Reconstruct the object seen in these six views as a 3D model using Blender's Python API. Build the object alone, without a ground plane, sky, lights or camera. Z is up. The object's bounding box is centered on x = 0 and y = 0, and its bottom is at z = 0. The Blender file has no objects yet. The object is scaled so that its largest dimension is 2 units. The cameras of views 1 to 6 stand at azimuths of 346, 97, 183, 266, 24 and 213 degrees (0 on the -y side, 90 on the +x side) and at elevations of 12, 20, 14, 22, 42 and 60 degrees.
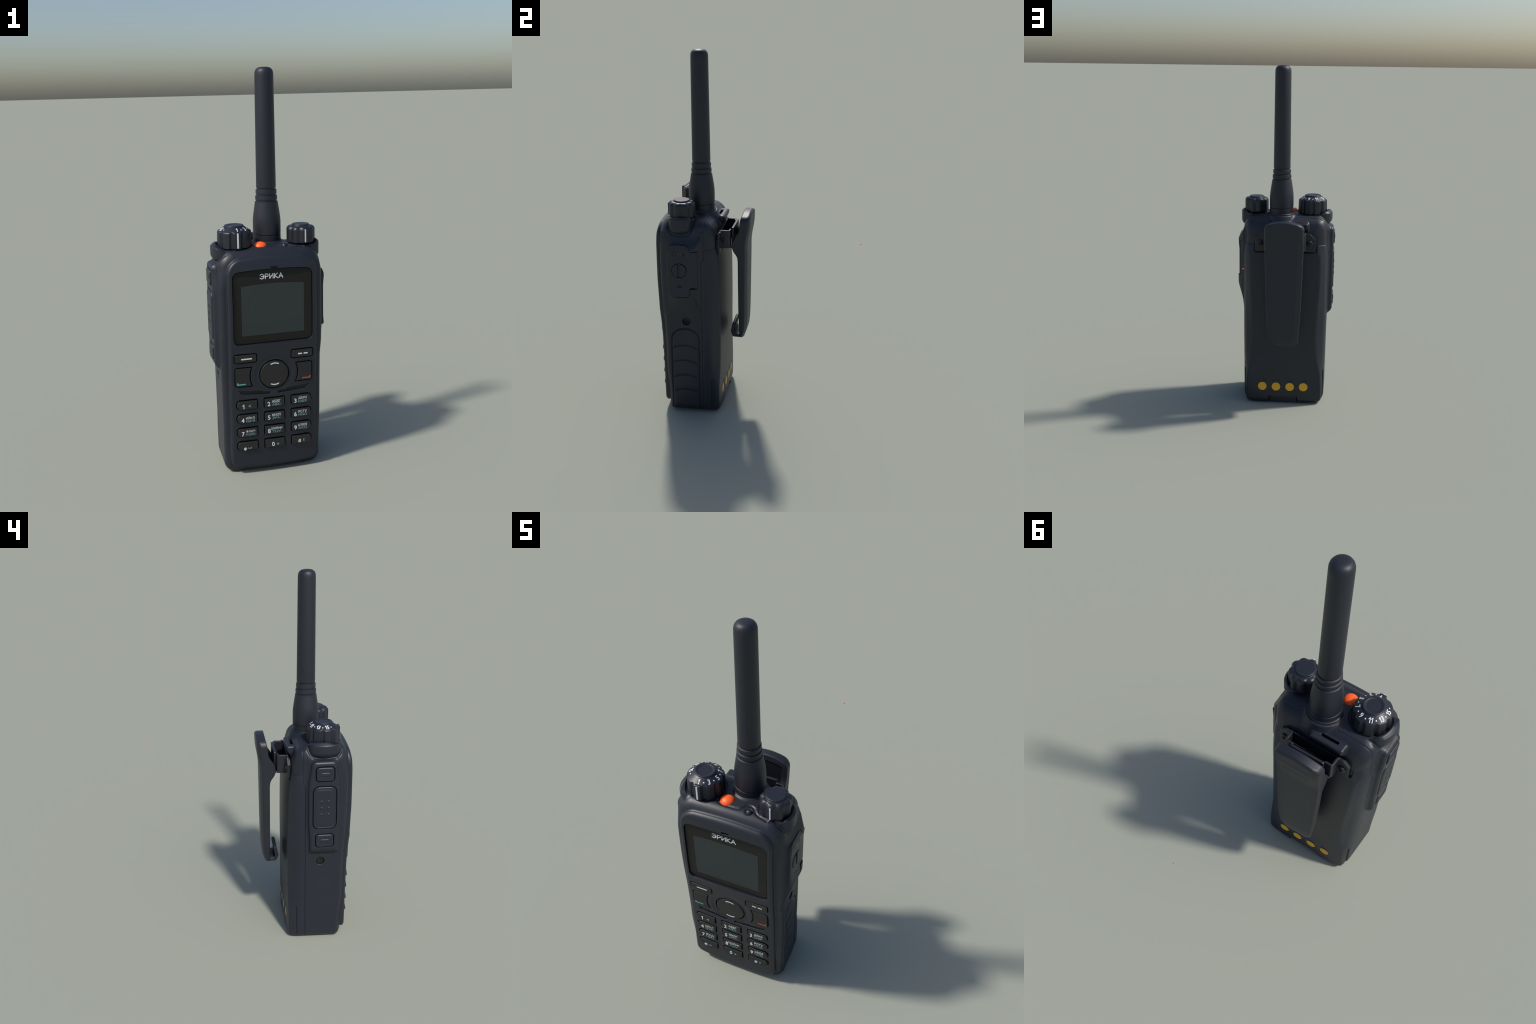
"""Hand-held two-way radio: housing, battery, antenna, knobs, keypad, belt clip.
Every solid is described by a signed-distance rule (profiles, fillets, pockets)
and meshed once; lettering uses the built-in font."""
import bpy, math
import numpy as np
from mathutils import Matrix, Vector

F = np.float32
# ------------------------------------------------------------------ helpers
def vmax(*a):
    r = a[0]
    for b in a[1:]:
        r = np.maximum(r, b)
    return r

def vmin(*a):
    r = a[0]
    for b in a[1:]:
        r = np.minimum(r, b)
    return r

def rmax(a, b, r):
    """intersection with a fillet of radius r on the convex edge"""
    return np.minimum(np.maximum(a, b), -r) + np.hypot(np.maximum(a + r, 0), np.maximum(b + r, 0))

def rmin(a, b, r):
    """union with a fillet of radius r in the concave corner"""
    return np.maximum(np.minimum(a, b), r) - np.hypot(np.maximum(r - a, 0), np.maximum(r - b, 0))

def rect2(u, v, hu, hv, r):
    qu = np.abs(u) - (hu - r)
    qv = np.abs(v) - (hv - r)
    return np.hypot(np.maximum(qu, 0), np.maximum(qv, 0)) + np.minimum(np.maximum(qu, qv), 0) - r

def rect2_range(u, v, u0, u1, v0, v1, r):
    return rect2(u - (u0 + u1) / 2, v - (v0 + v1) / 2, (u1 - u0) / 2, (v1 - v0) / 2, r)

def box3(x, y, z, x0, x1, y0, y1, z0, z1, r):
    qx = np.abs(x - (x0 + x1) / 2) - ((x1 - x0) / 2 - r)
    qy = np.abs(y - (y0 + y1) / 2) - ((y1 - y0) / 2 - r)
    qz = np.abs(z - (z0 + z1) / 2) - ((z1 - z0) / 2 - r)
    out = np.sqrt(np.maximum(qx, 0) ** 2 + np.maximum(qy, 0) ** 2 + np.maximum(qz, 0) ** 2)
    return out + np.minimum(vmax(qx, qy, qz), 0) - r

def segment2(u, v, a, b):
    au, av = a
    du, dv = b[0] - au, b[1] - av
    t = np.clip(((u - au) * du + (v - av) * dv) / (du * du + dv * dv), 0, 1)
    return np.hypot(u - au - t * du, v - av - t * dv)

def polyline2(u, v, pts):
    return vmin(*[segment2(u, v, pts[i], pts[i + 1]) for i in range(len(pts) - 1)])

def polygon2(u, v, pts):
    d = np.full(u.shape, 1e9, F)
    s = np.ones(u.shape, F)
    n = len(pts)
    for i in range(n):
        (ax, ay), (bx, by) = pts[i], pts[i - 1]
        d = np.minimum(d, segment2(u, v, (ax, ay), (bx, by)))
        c1, c2 = v >= ay, v < by
        c3 = (bx - ax) * (v - ay) > (by - ay) * (u - ax)
        flip = (c1 & c2 & c3) | (~c1 & ~c2 & ~c3)
        s = np.where(flip, -s, s)
    return s * d

def smooth_step(a, b, t):
    t = np.clip((t - a) / (b - a), 0, 1)
    return t * t * (3 - 2 * t)

def curve(pts, width=0.03):
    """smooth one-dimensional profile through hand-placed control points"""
    xs = np.array([p[0] for p in pts], float)
    ys = np.array([p[1] for p in pts], float)
    t = np.linspace(xs[0] - 0.1, xs[-1] + 0.1, 900)
    v = np.interp(t, xs, ys)
    s = max(1, int(width / (t[1] - t[0])))
    k = np.exp(-0.5 * (np.arange(-3 * s, 3 * s + 1) / s) ** 2)
    v = np.convolve(np.pad(v, 3 * s, mode='edge'), k / k.sum(), mode='valid')
    return lambda q: np.interp(q, t, v).astype(F)

# ------------------------------------------------------------------ mesher
def sdf_surface(f, lo, hi, h, block=6):
    lo = np.array(lo, float)
    n = np.ceil((np.array(hi) - lo) / h / block).astype(int) * block
    nb = n // block
    c = [lo[i] + (np.arange(nb[i]) + 0.5) * block * h for i in range(3)]
    gx, gy, gz = np.meshgrid(*c, indexing='ij')
    D = f(gx.ravel().astype(F), gy.ravel().astype(F), gz.ravel().astype(F)).reshape(nb)
    V = np.repeat(np.repeat(np.repeat(D, block, 0), block, 1), block, 2).astype(F)
    keep = np.argwhere(np.abs(D) < block * h * 0.87 * 1.35 + 0.006)
    o = np.arange(block)
    ox, oy, oz = [a.ravel() for a in np.meshgrid(o, o, o, indexing='ij')]
    step = max(1, 1500000 // block ** 3)
    for s in range(0, len(keep), step):
        k = keep[s:s + step] * block
        ix = (k[:, 0:1] + ox).ravel()
        iy = (k[:, 1:2] + oy).ravel()
        iz = (k[:, 2:3] + oz).ravel()
        V[ix, iy, iz] = f((lo[0] + ix * h).astype(F), (lo[1] + iy * h).astype(F), (lo[2] + iz * h).astype(F))
    S = V < 0
    cnt = np.zeros([m - 1 for m in V.shape], np.int8)
    for a in (0, 1):
        for b in (0, 1):
            for d in (0, 1):
                cnt += S[a:V.shape[0] - 1 + a, b:V.shape[1] - 1 + b, d:V.shape[2] - 1 + d]
    act = (cnt > 0) & (cnt < 8)
    cells = np.argwhere(act)
    idx = np.full(act.shape, -1, np.int32)
    idx[act] = np.arange(len(cells))
    cv = {}
    for a in (0, 1):
        for b in (0, 1):
            for d in (0, 1):
                cv[a, b, d] = V[cells[:, 0] + a, cells[:, 1] + b, cells[:, 2] + d]
    acc = np.zeros((len(cells), 3))
    num = np.zeros(len(cells))
    corners = list(cv)
    for p in corners:
        for ax in range(3):
            if p[ax] == 0:
                q = tuple(1 if i == ax else p[i] for i in range(3))
                va, vb = cv[p], cv[q]
                m = (va < 0) != (vb < 0)
                t = np.where(m, va / np.where(m, va - vb, 1), 0)
                P = np.tile(np.array(p, float), (len(cells), 1))
                P[:, ax] += t
                acc[m] += P[m]
                num[m] += 1
    pos = lo + (cells + acc / num[:, None]) * h
    faces = []
    for ax in range(3):
        u, w = (ax + 1) % 3, (ax + 2) % 3
        s0 = [slice(1, m - 1) for m in V.shape]
        s0[ax] = slice(0, V.shape[ax] - 1)
        s1 = list(s0)
        s1[ax] = slice(1, V.shape[ax])
        A, B = S[tuple(s0)], S[tuple(s1)]
        e = np.argwhere(A != B)
        inside = A[A != B]
        off = np.array([1, 1, 1])
        off[ax] = 0
        e = e + off
        def cell(du, dw):
            q = e.copy()
            q[:, u] -= du
            q[:, w] -= dw
            return idx[q[:, 0], q[:, 1], q[:, 2]]
        Q = np.stack([cell(1, 1), cell(0, 1), cell(0, 0), cell(1, 0)], 1)
        Q[~inside] = Q[~inside][:, ::-1]
        faces.append(Q)
    faces = np.concatenate(faces)
    faces = faces[(faces >= 0).all(1)]
    def grad(P, e):
        P = P.astype(F)
        g = np.empty(P.shape)
        for i in range(3):
            a, b = P.copy(), P.copy()
            a[:, i] += e
            b[:, i] -= e
            g[:, i] = f(a[:, 0], a[:, 1], a[:, 2]) - f(b[:, 0], b[:, 1], b[:, 2])
        return g / (2 * e)
    for _ in range(2):
        g = grad(pos, h * 0.3)
        d = f(*[pos[:, i].astype(F) for i in range(3)])
        gl = np.maximum((g * g).sum(1), 0.3)
        s = np.clip(d / gl, -0.5 * h, 0.5 * h)
        pos -= g * s[:, None]
    g = grad(pos, h * 0.45)
    nrm = g / np.maximum(np.linalg.norm(g, axis=1, keepdims=True), 1e-9)
    return pos, faces, nrm

def mesh_from(name, pos, faces, nrm=None):
    me = bpy.data.meshes.new(name)
    me.vertices.add(len(pos))
    me.vertices.foreach_set('co', np.asarray(pos, F).ravel())
    me.loops.add(faces.size)
    me.loops.foreach_set('vertex_index', faces.astype(np.int32).ravel())
    me.polygons.add(len(faces))
    k = faces.shape[1]
    me.polygons.foreach_set('loop_start', np.arange(0, faces.size, k, dtype=np.int32))
    me.update(calc_edges=True)
    me.polygons.foreach_set('use_smooth', np.ones(len(faces), bool))
    if nrm is not None:
        me.normals_split_custom_set_from_vertices(nrm.astype(F).tolist())
    me.update()
    return me

ROOT = None
def add(name, me, mat, parent=None, matrix=None):
    ob = bpy.data.objects.new(name, me)
    bpy.context.scene.collection.objects.link(ob)
    if mat is not None and not me.materials:
        me.materials.append(mat)
    if matrix is not None:
        ob.matrix_world = matrix
    ob.parent = parent or ROOT
    if parent is not None:
        ob.matrix_parent_inverse = parent.matrix_world.inverted()
    return ob

def sdf_object(name, f, lo, hi, h, mat, parent=None, matrix=None, normals=True):
    p, q, n = sdf_surface(f, lo, hi, h)
    return add(name, mesh_from(name, p, q, n if normals else None), mat, parent, matrix)

def lathe(name, prof, mat, cx, cy, seg=72, lean=0.0):
    prof = np.array(prof)
    a = np.arange(seg) * 2 * math.pi / seg
    pos = np.stack([cx + prof[:, None, 0] * np.cos(a), cy + prof[:, None, 0] * np.sin(a),
                    np.repeat(prof[:, 1:2], seg, 1)], -1).reshape(-1, 3)
    pos[:, 1] += lean * (pos[:, 2] - prof[-1, 1])
    i = np.arange(len(prof) - 1)[:, None] * seg
    j = np.arange(seg)[None]
    k = (j + 1) % seg
    faces = np.stack([i + j, i + k, i + seg + k, i + seg + j], -1).reshape(-1, 4)
    me = mesh_from(name, pos, faces)
    ob = add(name, me, mat)
    me.set_sharp_from_angle(angle=math.radians(40))
    return ob

# ------------------------------------------------------------------ materials
def plastic(name, colour, rough, grain=0.02, grain_scale=900, bump=0.05, spec=0.5, metallic=0.0, coat=0.0):
    m = bpy.data.materials.new(name)
    m.use_nodes = True
    nt = m.node_tree
    b = nt.nodes['Principled BSDF']
    tc = nt.nodes.new('ShaderNodeTexCoord')
    n1 = nt.nodes.new('ShaderNodeTexNoise')
    n1.inputs['Scale'].default_value = 9
    n1.inputs['Detail'].default_value = 4
    ramp = nt.nodes.new('ShaderNodeValToRGB')
    lo = [c * (1 - grain * 2) for c in colour]
    hi = [c * (1 + grain * 2) for c in colour]
    ramp.color_ramp.elements[0].position = 0.3
    ramp.color_ramp.elements[1].position = 0.7
    ramp.color_ramp.elements[0].color = (*lo, 1)
    ramp.color_ramp.elements[1].color = (*hi, 1)
    nt.links.new(tc.outputs['Object'], n1.inputs['Vector'])
    nt.links.new(n1.outputs['Fac'], ramp.inputs['Fac'])
    nt.links.new(ramp.outputs['Color'], b.inputs['Base Color'])
    n2 = nt.nodes.new('ShaderNodeTexNoise')
    n2.inputs['Scale'].default_value = grain_scale
    n2.inputs['Detail'].default_value = 2
    nt.links.new(tc.outputs['Object'], n2.inputs['Vector'])
    bp = nt.nodes.new('ShaderNodeBump')
    bp.inputs['Strength'].default_value = bump
    bp.inputs['Distance'].default_value = 0.001
    nt.links.new(n2.outputs['Fac'], bp.inputs['Height'])
    nt.links.new(bp.outputs['Normal'], b.inputs['Normal'])
    b.inputs['Roughness'].default_value = rough
    b.inputs['Specular IOR Level'].default_value = spec
    b.inputs['Metallic'].default_value = metallic
    b.inputs['Coat Weight'].default_value = coat
    b.inputs['Coat Roughness'].default_value = 0.15
    return m

M_BODY = plastic('dark_navy_plastic', (0.0127, 0.0152, 0.0245), 0.45)
M_RUBBER = plastic('antenna_rubber', (0.0128, 0.0152, 0.0235), 0.5)
M_KNOB = plastic('knob_plastic', (0.0125, 0.0148, 0.0235), 0.42)
M_CLIP = plastic('clip_plastic', (0.0128, 0.0152, 0.0235), 0.48)
M_STEEL = plastic('black_steel', (0.0135, 0.0150, 0.0235), 0.42)
M_KEY = plastic('key_rubber', (0.0140, 0.0140, 0.0125), 0.5)
M_DARK = plastic('dark_recess', (0.0045, 0.0045, 0.0044), 0.6)
M_GLASS = plastic('display_window', (0.0125, 0.0118, 0.0092), 0.55, grain=0, bump=0, spec=0.3)
M_SCREEN = plastic('display_screen', (0.0365, 0.0465, 0.0445), 0.6, grain=0, bump=0, spec=0.25)
M_WHITE = plastic('white_print', (0.72, 0.74, 0.76), 0.5, grain=0, bump=0)
M_GREY = plastic('pale_print', (0.60, 0.62, 0.64), 0.5, grain=0, bump=0)
M_TEAL = plastic('teal_print', (0.17, 0.32, 0.33), 0.5, grain=0, bump=0)
M_GREEN = plastic('green_print', (0.10, 0.44, 0.33), 0.5, grain=0, bump=0)
M_RED = plastic('red_print', (0.52, 0.055, 0.055), 0.5, grain=0, bump=0)
M_ORANGE = plastic('orange_rubber', (1.0, 0.125, 0.016), 0.42, grain=0.01, bump=0.01)
M_GOLD = plastic('contact_gold', (0.76, 0.40, 0.022), 0.6, grain=0.01, bump=0.01, metallic=0.0)

# ------------------------------------------------------------------ root
ROOT = bpy.data.objects.new('two_way_radio', None)
bpy.context.scene.collection.objects.link(ROOT)
ROOT['label'] = 'dark handheld two-way radio with keypad, antenna and belt clip'
ROOT['category'] = 'radio'

# ------------------------------------------------------------------ layout
HALF = 0.2515                  # half width of the housing at the display
SINK = 0.0135                  # display window below the panel face
Y_BACK = -0.195                # flat back of the battery
Y_SEAM = -0.289
Z_CAP = 0.985
BIG = (-0.151, -0.392)         # channel knob axis
SMALL = (0.184, -0.402)        # volume knob axis
ANT = (0.0315, -0.327)
COLS = (-0.1395, 0.0, 0.1395)
ROWS = (0.3745, 0.3015, 0.2285, 0.1555)
KEY_W, KEY_H = 0.108, 0.053    # size of the key wells
NAV = (0.001, 0.523, 0.077)
CONTACTS = (0.129, 0.046, -0.037, -0.119)

panel_front = curve([(0.03, -0.520), (0.1, -0.5215), (0.3, -0.5245), (0.45, -0.528), (0.57, -0.534), (0.7, -0.546),
                     (0.8, -0.550), (0.9, -0.5505), (1.0, -0.5505), (1.06, -0.547), (1.1, -0.538), (1.13, -0.522)], 0.010)
house_front = curve([(0.0, -0.499), (0.1, -0.499), (0.4, -0.500), (0.55, -0.504), (0.7, -0.515), (0.85, -0.520),
                     (1.0, -0.520), (1.06, -0.519), (1.12, -0.514)], 0.03)
chamfer_in = curve([(0.0, 0.226), (0.1, 0.226), (0.17, 0.221), (0.21, 0.213), (0.26, 0.202), (0.31, 0.193), (0.38, 0.188), (0.46, 0.186),
                    (0.61, 0.194), (0.73, 0.203), (0.9, 0.207), (1.1, 0.206)], 0.02)

half_width = curve([(0, 0.2430), (0.1, 0.2438), (0.25, 0.2450), (0.4, 0.2465), (0.6, 0.2485), (0.8, 0.2495), (1.2, 0.2495)], 0.03)
back_plane = curve([(0.0, -0.1890), (0.60, -0.1890), (0.80, -0.1925), (0.87, -0.1965), (0.93, -0.2035), (0.985, -0.2110), (1.1, -0.2125)], 0.012)

def panel_y(x, z):
    return panel_front(z) + sag(z) * x * x + F(2.5) * (1 - smooth_step(0.5, 0.65, z)) * x ** 4

def sag(z):
    """sideways bow of the front panel: flat at the keypad, bowed around the display"""
    return (0.04 + 0.16 * smooth_step(0.55, 0.72, z)).astype(F)

def glass_y(x, z):
    return panel_front(z) + F(SINK) + F(0.02) * x * x

# outline of the display window, in the x-z plane
def window_outline(x, z, grow=0.0):
    zt = z - F(0.011) * (1 - (x / 0.197) ** 2)
    return rect2_range(x, np.where(z > 0.87, zt, z), -0.198, 0.198, 0.689, 1.047, 0.028) - grow

def key_outline(x, z, col, row, grow=0.0):
    cx, cz = COLS[col], ROWS[row]
    u, v = x - cx, z - cz
    d = rect2(u, v, KEY_W / 2, KEY_H / 2, 0.006)
    if col == 0:
        d2 = rect2(u, v, KEY_W / 2, KEY_H / 2, 0.0245)
        d = np.where(u < 0, d2, d)
    if col == 2:
        d2 = rect2(u, v, KEY_W / 2, KEY_H / 2, 0.0245)
        d = np.where(u > 0, d2, d)
    return d - grow

def soft_outline(x, z, side, grow=0.0):
    return rect2(x - side * 0.1430, z - 0.619, 0.058, 0.024, 0.012) - grow

def phone_outline(x, z, side, grow=0.0):
    u = x * side
    d = rect2_range(u, z, 0.098, 0.198, 0.469, 0.573, 0.016)
    return vmax(d, 0.1175 + 0.002 - np.hypot(u, z - 0.522), 0.104 - u) - grow

BAR = [(0.178, 0.449), (0.163, 0.430), (0.024, 0.420), (0.018, 0.424), (0.022, 0.430), (0.050, 0.434), (0.075, 0.441)]
def bar_outline(x, z, side):
    return polygon2(x * side, z, BAR) - 0.001

# ------------------------------------------------------------------ housing rule
TRIM = [(-0.075, -0.440), (-0.060, -0.456), (-0.035, -0.463), (0.032, -0.463), (0.050, -0.452), (0.060, -0.432), (0.076, -0.424),
        (0.095, -0.430), (0.106, -0.448), (0.122, -0.462), (0.172, -0.472)]

def rounded(pts, times=2):
    for _ in range(times):
        q = [pts[0]]
        for a, b in zip(pts[:-1], pts[1:]):
            q += [(0.75 * a[0] + 0.25 * b[0], 0.75 * a[1] + 0.25 * b[1]), (0.25 * a[0] + 0.75 * b[0], 0.25 * a[1] + 0.75 * b[1])]
        pts = q + [pts[-1]]
    return pts
TRIM = rounded(TRIM, 1)

def housing(x, y, z):
    ax = np.abs(x)
    xw = (x - 0.001 * (1 - smooth_step(0.4, 0.6, z))) * (HALF / (half_width(z) + 0.034 * (-0.27 - y)))
    # front-view outline with arched top and rounded corners
    zt = z + F(0.22) * np.minimum(ax, 0.2) ** 2 * smooth_step(0.95, 1.1, z)
    top = rect2_range(xw, zt, -HALF, HALF, 0.2, 1.154, 0.076)
    bot = rect2_range(xw, z, -HALF, HALF, 0.0, 0.9, 0.050)
    outline = np.where(z > 0.5, top, bot)
    # plan: front plane, back plane and battery chamfers
    r_f = 0.026 + 0.032 * smooth_step(0.95, 1.12, z)
    d = rmax(outline, house_front(z) + (0.10 + 0.22 * (1 - smooth_step(0.1, 0.3, z))) * x * x - y, r_f)
    xb = chamfer_in(z)
    c = 0.057 * np.clip((HALF - xb) / 0.05, 0.6, 1.0)
    w = HALF - xb
    yb = back_plane(z) - F(0.20) * np.minimum(ax, xb) ** 2
    cham = ((ax - xb) * c + (y - yb) * w) / np.hypot(c, w)
    slope = (y + 0.212) * F(0.863) + (z - 1.052) * F(0.504)
    back = rmax(y - yb, slope, 0.03)
    back = rmax(back, cham, 0.006 + 0.03 * smooth_step(0.9, 1.0, z))
    d = rmax(d, back, 0.022 + 0.022 * smooth_step(0.93, 1.02, z) + 0.008 * (1 - smooth_step(0.15, 0.32, z)))
    # raised front panel
    zp = z + F(0.35) * x * x * smooth_step(0.8, 1.05, z) - F(0.25) * x * x * (1 - smooth_step(0.1, 0.3, z))
    po = np.where(z > 0.6, rect2_range(x, zp, -0.222, 0.222, 0.3, 1.121, 0.070),
                  rect2_range(x, zp, -0.222, 0.222, 0.031, 0.9, 0.036))
    panel = rmax(rmax(po, panel_y(x, z) - y, 0.014), y + 0.42, 0.005)
    d = rmin(d, panel, 0.006)
    # knob guards
    rb = np.hypot(x - BIG[0], y - BIG[1])
    g = rmax(rmax(rb - 0.119, z - (1.172 - 0.20 * np.maximum(x + 0.25, 0) - 0.28 * np.maximum(-0.40 - y, 0)), 0.004), (rb - 0.105) * 0.62 + (z - 1.168) * 0.78, 0.004)
    g = rmax(rmax(g, np.abs(y - BIG[1]) - 0.088, 0.03), 1.086 - z, 0.035)
    d = rmin(d + 0.0075 * np.exp(-((g - 0.004) / 0.010) ** 2) * smooth_step(0.20, 0.235, ax) * smooth_step(1.04, 1.07, z), g, 0.006)
    rs = np.hypot(x - SMALL[0], y - SMALL[1])
    g = rmax(rmax(rs - 0.089, z - (1.168 + 0.18 * np.minimum(x - 0.25, 0) - 0.22 * np.maximum(-0.41 - y, 0)), 0.004), (rs - 0.080) * 0.62 + (z - 1.163) * 0.78, 0.004)
    g = rmax(rmax(g, np.abs(y - SMALL[1]) - 0.068, 0.03), 1.068 - z, 0.035)
    d = rmin(d + 0.0075 * np.exp(-((g - 0.004) / 0.010) ** 2) * smooth_step(0.20, 0.235, ax) * smooth_step(1.03, 1.06, z), g, 0.006)
    d = rmax(d, -vmax(rb - 0.093, 1.146 - z), 0.003)
    d = rmax(d, -vmax(rs - 0.075, 1.149 - z), 0.003)
    # antenna collar
    ra = np.hypot(x - ANT[0], y - ANT[1])
    col = rmax(ra - 0.0755, z - 1.160, 0.005)
    skirt = rmax(ra + (z - 1.15) * 0.35 - 0.084, z - 1.150, 0.004)
    col = vmin(col, vmax(skirt, 1.03 - z))
    d = rmin(d, vmax(col, 1.03 - z), 0.008)
    # lanyard eye on the rear shoulder
    m = (z > 1.0) & (y > -0.30) & (ax < 0.2)
    if m.any():
        X, Y, Z = x[m], y[m], z[m]
        eye = rmax(rect2_range(X, Z, -0.130, 0.034, 1.00, 1.116, 0.012), np.abs(Y + 0.25) - 0.047, 0.012)
        eye = rmax(eye, (Y + 0.203) * 0.8 - (Z - 1.09) * 0.6, 0.01)
        e = rmin(d[m], eye, 0.008)
        slot = vmax(rect2(X + 0.051, Y + 0.236, 0.043, 0.0065, 0.005), 1.06 - Z)
        d[m] = np.maximum(e, -slot)
    # pocket behind the clip bracket
    m = (z > 0.9) & (z < 1.1) & (y > -0.26)
    if m.any():
        X, Y, Z = ax[m], y[m], z[m]
        po = np.maximum(rect2_range(X, Z, -0.2, 0.181, 0.9450, 1.064, 0.010), (X - 0.160 + Z - 1.056) * 0.707)
        d[m] = rmax(d[m], -np.maximum(po, -0.222 - Y), 0.008)
    # left side: pad with three push buttons
    m = (x < -0.2) & (z > 0.45) & (z < 1.16)
    if m.any():
        X, Y, Z = x[m], y[m], z[m]
        wide = 0.074 + 0.008 * smooth_step(0.60, 0.75, Z) - 0.016 * smooth_step(0.93, 1.06, Z)
        pad = rmax(rmax(np.abs(Y + 0.384) - wide, np.maximum(0.548 - Z, Z - 1.076), 0.025), -0.2800 - X, 0.016)
        pad = rmax(pad, (-X - 0.2800) * 0.80 + (0.575 - Z) * 0.6, 0.006)
        e = rmin(d[m], pad, 0.018)
        for (y0, y1, z0, z1, r) in ((-0.437, -0.337, 0.968, 1.051, 0.020), (-0.449, -0.322, 0.697, 0.943, 0.034), (-0.437, -0.336, 0.590, 0.670, 0.020)):
            e = np.maximum(e, -np.maximum(rect2_range(Y, Z, y0, y1, z0, z1, r), X + 0.268))
        hole = np.maximum(np.hypot(Y + 0.3695, Z - 0.4935) - 0.0225, X + 0.238)
        d[m] = rmax(e, -hole, 0.003)
    # right side: swelling that frames the accessory cover, and grip pad below
    m = (x > 0.2) & (z < 1.16)
    if m.any():
        X, Y, Z = x[m], y[m], z[m]
        sw = rmax(X - 0.287, (X - 0.287) * 0.94 + np.maximum((0.722 - Z) * 0.33, (Z - 1.000) * 0.55), 0.006)
        sw = rmax(sw, (X - 0.287) * 0.93 + (-0.430 - Y) * 0.50, 0.014)
        sw = rmax(sw, (X - 0.287) * 0.75 + (Y + 0.318) * 0.66, 0.008)
        sw = vmax(sw, 0.2 - X, -0.50 - Y, Y + 0.284, Z - 1.075, 0.59 - Z)
        e = rmin(d[m], sw, 0.014)
        tab = rect2_range(Y, Z, -0.36, -0.3005, 0.7755, 0.9875, 0.004)
        main = rect2_range(Y, Z, -0.4655, -0.3415, 0.7235, 1.0208, 0.030)
        e = np.maximum(e, -np.maximum(np.minimum(main, tab), 0.272 - X))
        hole = np.maximum(np.hypot(Y + 0.3755, Z - 0.569) - 0.0215, 0.238 - X)
        e = rmax(e, -hole, 0.003)
        # finger grip: groove around a pad and four curved steps
        grip = rect2_range(Y, Z, -0.459, -0.306, -0.2, 0.524, 0.072)
        e = e + 0.0045 * np.exp(-(grip / 0.0032) ** 2) * (X > 0.24)
        zz = Z - 0.414 + 4.0 * (Y + 0.388) ** 2 - 0.006
        k = np.floor(zz / 0.0925 + 1)
        ph = zz - (k - 1) * 0.0925
        saw = np.where((Z < 0.46) & (Z > 0.09), np.exp(-np.maximum(ph, 0) / 0.012) * smooth_step(-0.002, 0.002, ph), 0)
        e = e - 0.0030 * smooth_step(0.0, 0.012, -grip) * (X > 0.24)
        d[m] = e + 0.0050 * saw * smooth_step(0.002, 0.016, -grip) * (X > 0.24)
    # bottom: side slots, rear latch notch, shallow front arch
    m = z < 0.25
    if m.any():
        X, AX, Y, Z = x[m], ax[m], y[m], z[m]
        e = d[m]
        slot = np.maximum(rect2_range(Y, Z, -0.244, -0.224, -0.2, 0.211, 0.010), 0.230 - AX)
        e = rmax(e, -slot, 0.003)
        notch = np.maximum(np.maximum(np.abs(X - 0.004) - 0.088, Z - 0.046), -0.212 - Y)
        e = np.maximum(e, -notch)
        latch = box3(X, Y, Z, -0.080, 0.088, -0.24, -0.205, 0.004, 0.042, 0.003)
        e = np.minimum(e, latch)
        arch = rmax(rmax(AX - 0.145, Z - 0.011, 0.009), Y + 0.43, 0.008)
        e = rmax(e, -arch, 0.003)
        e = np.maximum(e, -(np.hypot(np.maximum(np.abs(AX - 0.176) - 0.016, 0), np.hypot(Z - 0.046, Y + 0.503)) - 0.004))
        for cx in CONTACTS:
            e = rmax(e, -np.maximum(np.hypot(X - cx, Z - 0.108) - 0.0280, -0.1965 - Y), 0.0015)
            lip = rect2(X - cx, Z - 0.152, 0.020, 0.0065, 0.0065)
            e = np.maximum(e, -np.maximum(lip, -0.1912 - 0.20 * cx * cx - Y))
        d[m] = e
    # parting lines
    ys = -0.276 - 0.012 * (1 - smooth_step(0.915, 0.945, z))
    gap = np.abs(y - ys)
    gap = np.where((ra < 0.10) & (z > 1.0), 1, gap)
    gap2 = np.where(y > ys, np.abs(z - Z_CAP), 1)
    d = d + 0.0030 * np.exp(-(np.minimum(gap, gap2) / 0.0017) ** 2)
    # front details
    m = (y < -0.44)
    if m.any():
        X, Y, Z = x[m], y[m], z[m]
        e = d[m]
        py = panel_y(X, Z)
        depth = Y - py
        e = np.maximum(e, -np.maximum(window_outline(X, Z, 0.0015), Y - glass_y(X, Z) - 0.006))
        e = np.maximum(e, -np.maximum(rect2(X - 0.007, Z - 1.0660, 0.018, 0.0045, 0.0045), depth - 0.010))
        wells = []
        for r in range(4):
            for c_ in range(3):
                wells.append(key_outline(X, Z, c_, r))
        for s in (-1, 1):
            wells += [soft_outline(X, Z, s), phone_outline(X, Z, s)]
        e = rmax(e, -np.maximum(vmin(*wells), depth - 0.014), 0.0025)
        rn = np.hypot(X - NAV[0], Z - NAV[1])
        e = e + 0.0030 * np.exp(-((rn - 0.088) / 0.009) ** 2)
        e = np.maximum(e, -np.maximum(rn - NAV[2], depth - 0.014))
        e = np.maximum(e, -np.maximum(np.minimum(bar_outline(X, Z, 1), bar_outline(X, Z, -1)), depth - 0.008))
        d[m] = e
    # trim step in front of the antenna deck
    m = (z > 1.1) & (y < -0.40)
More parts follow.
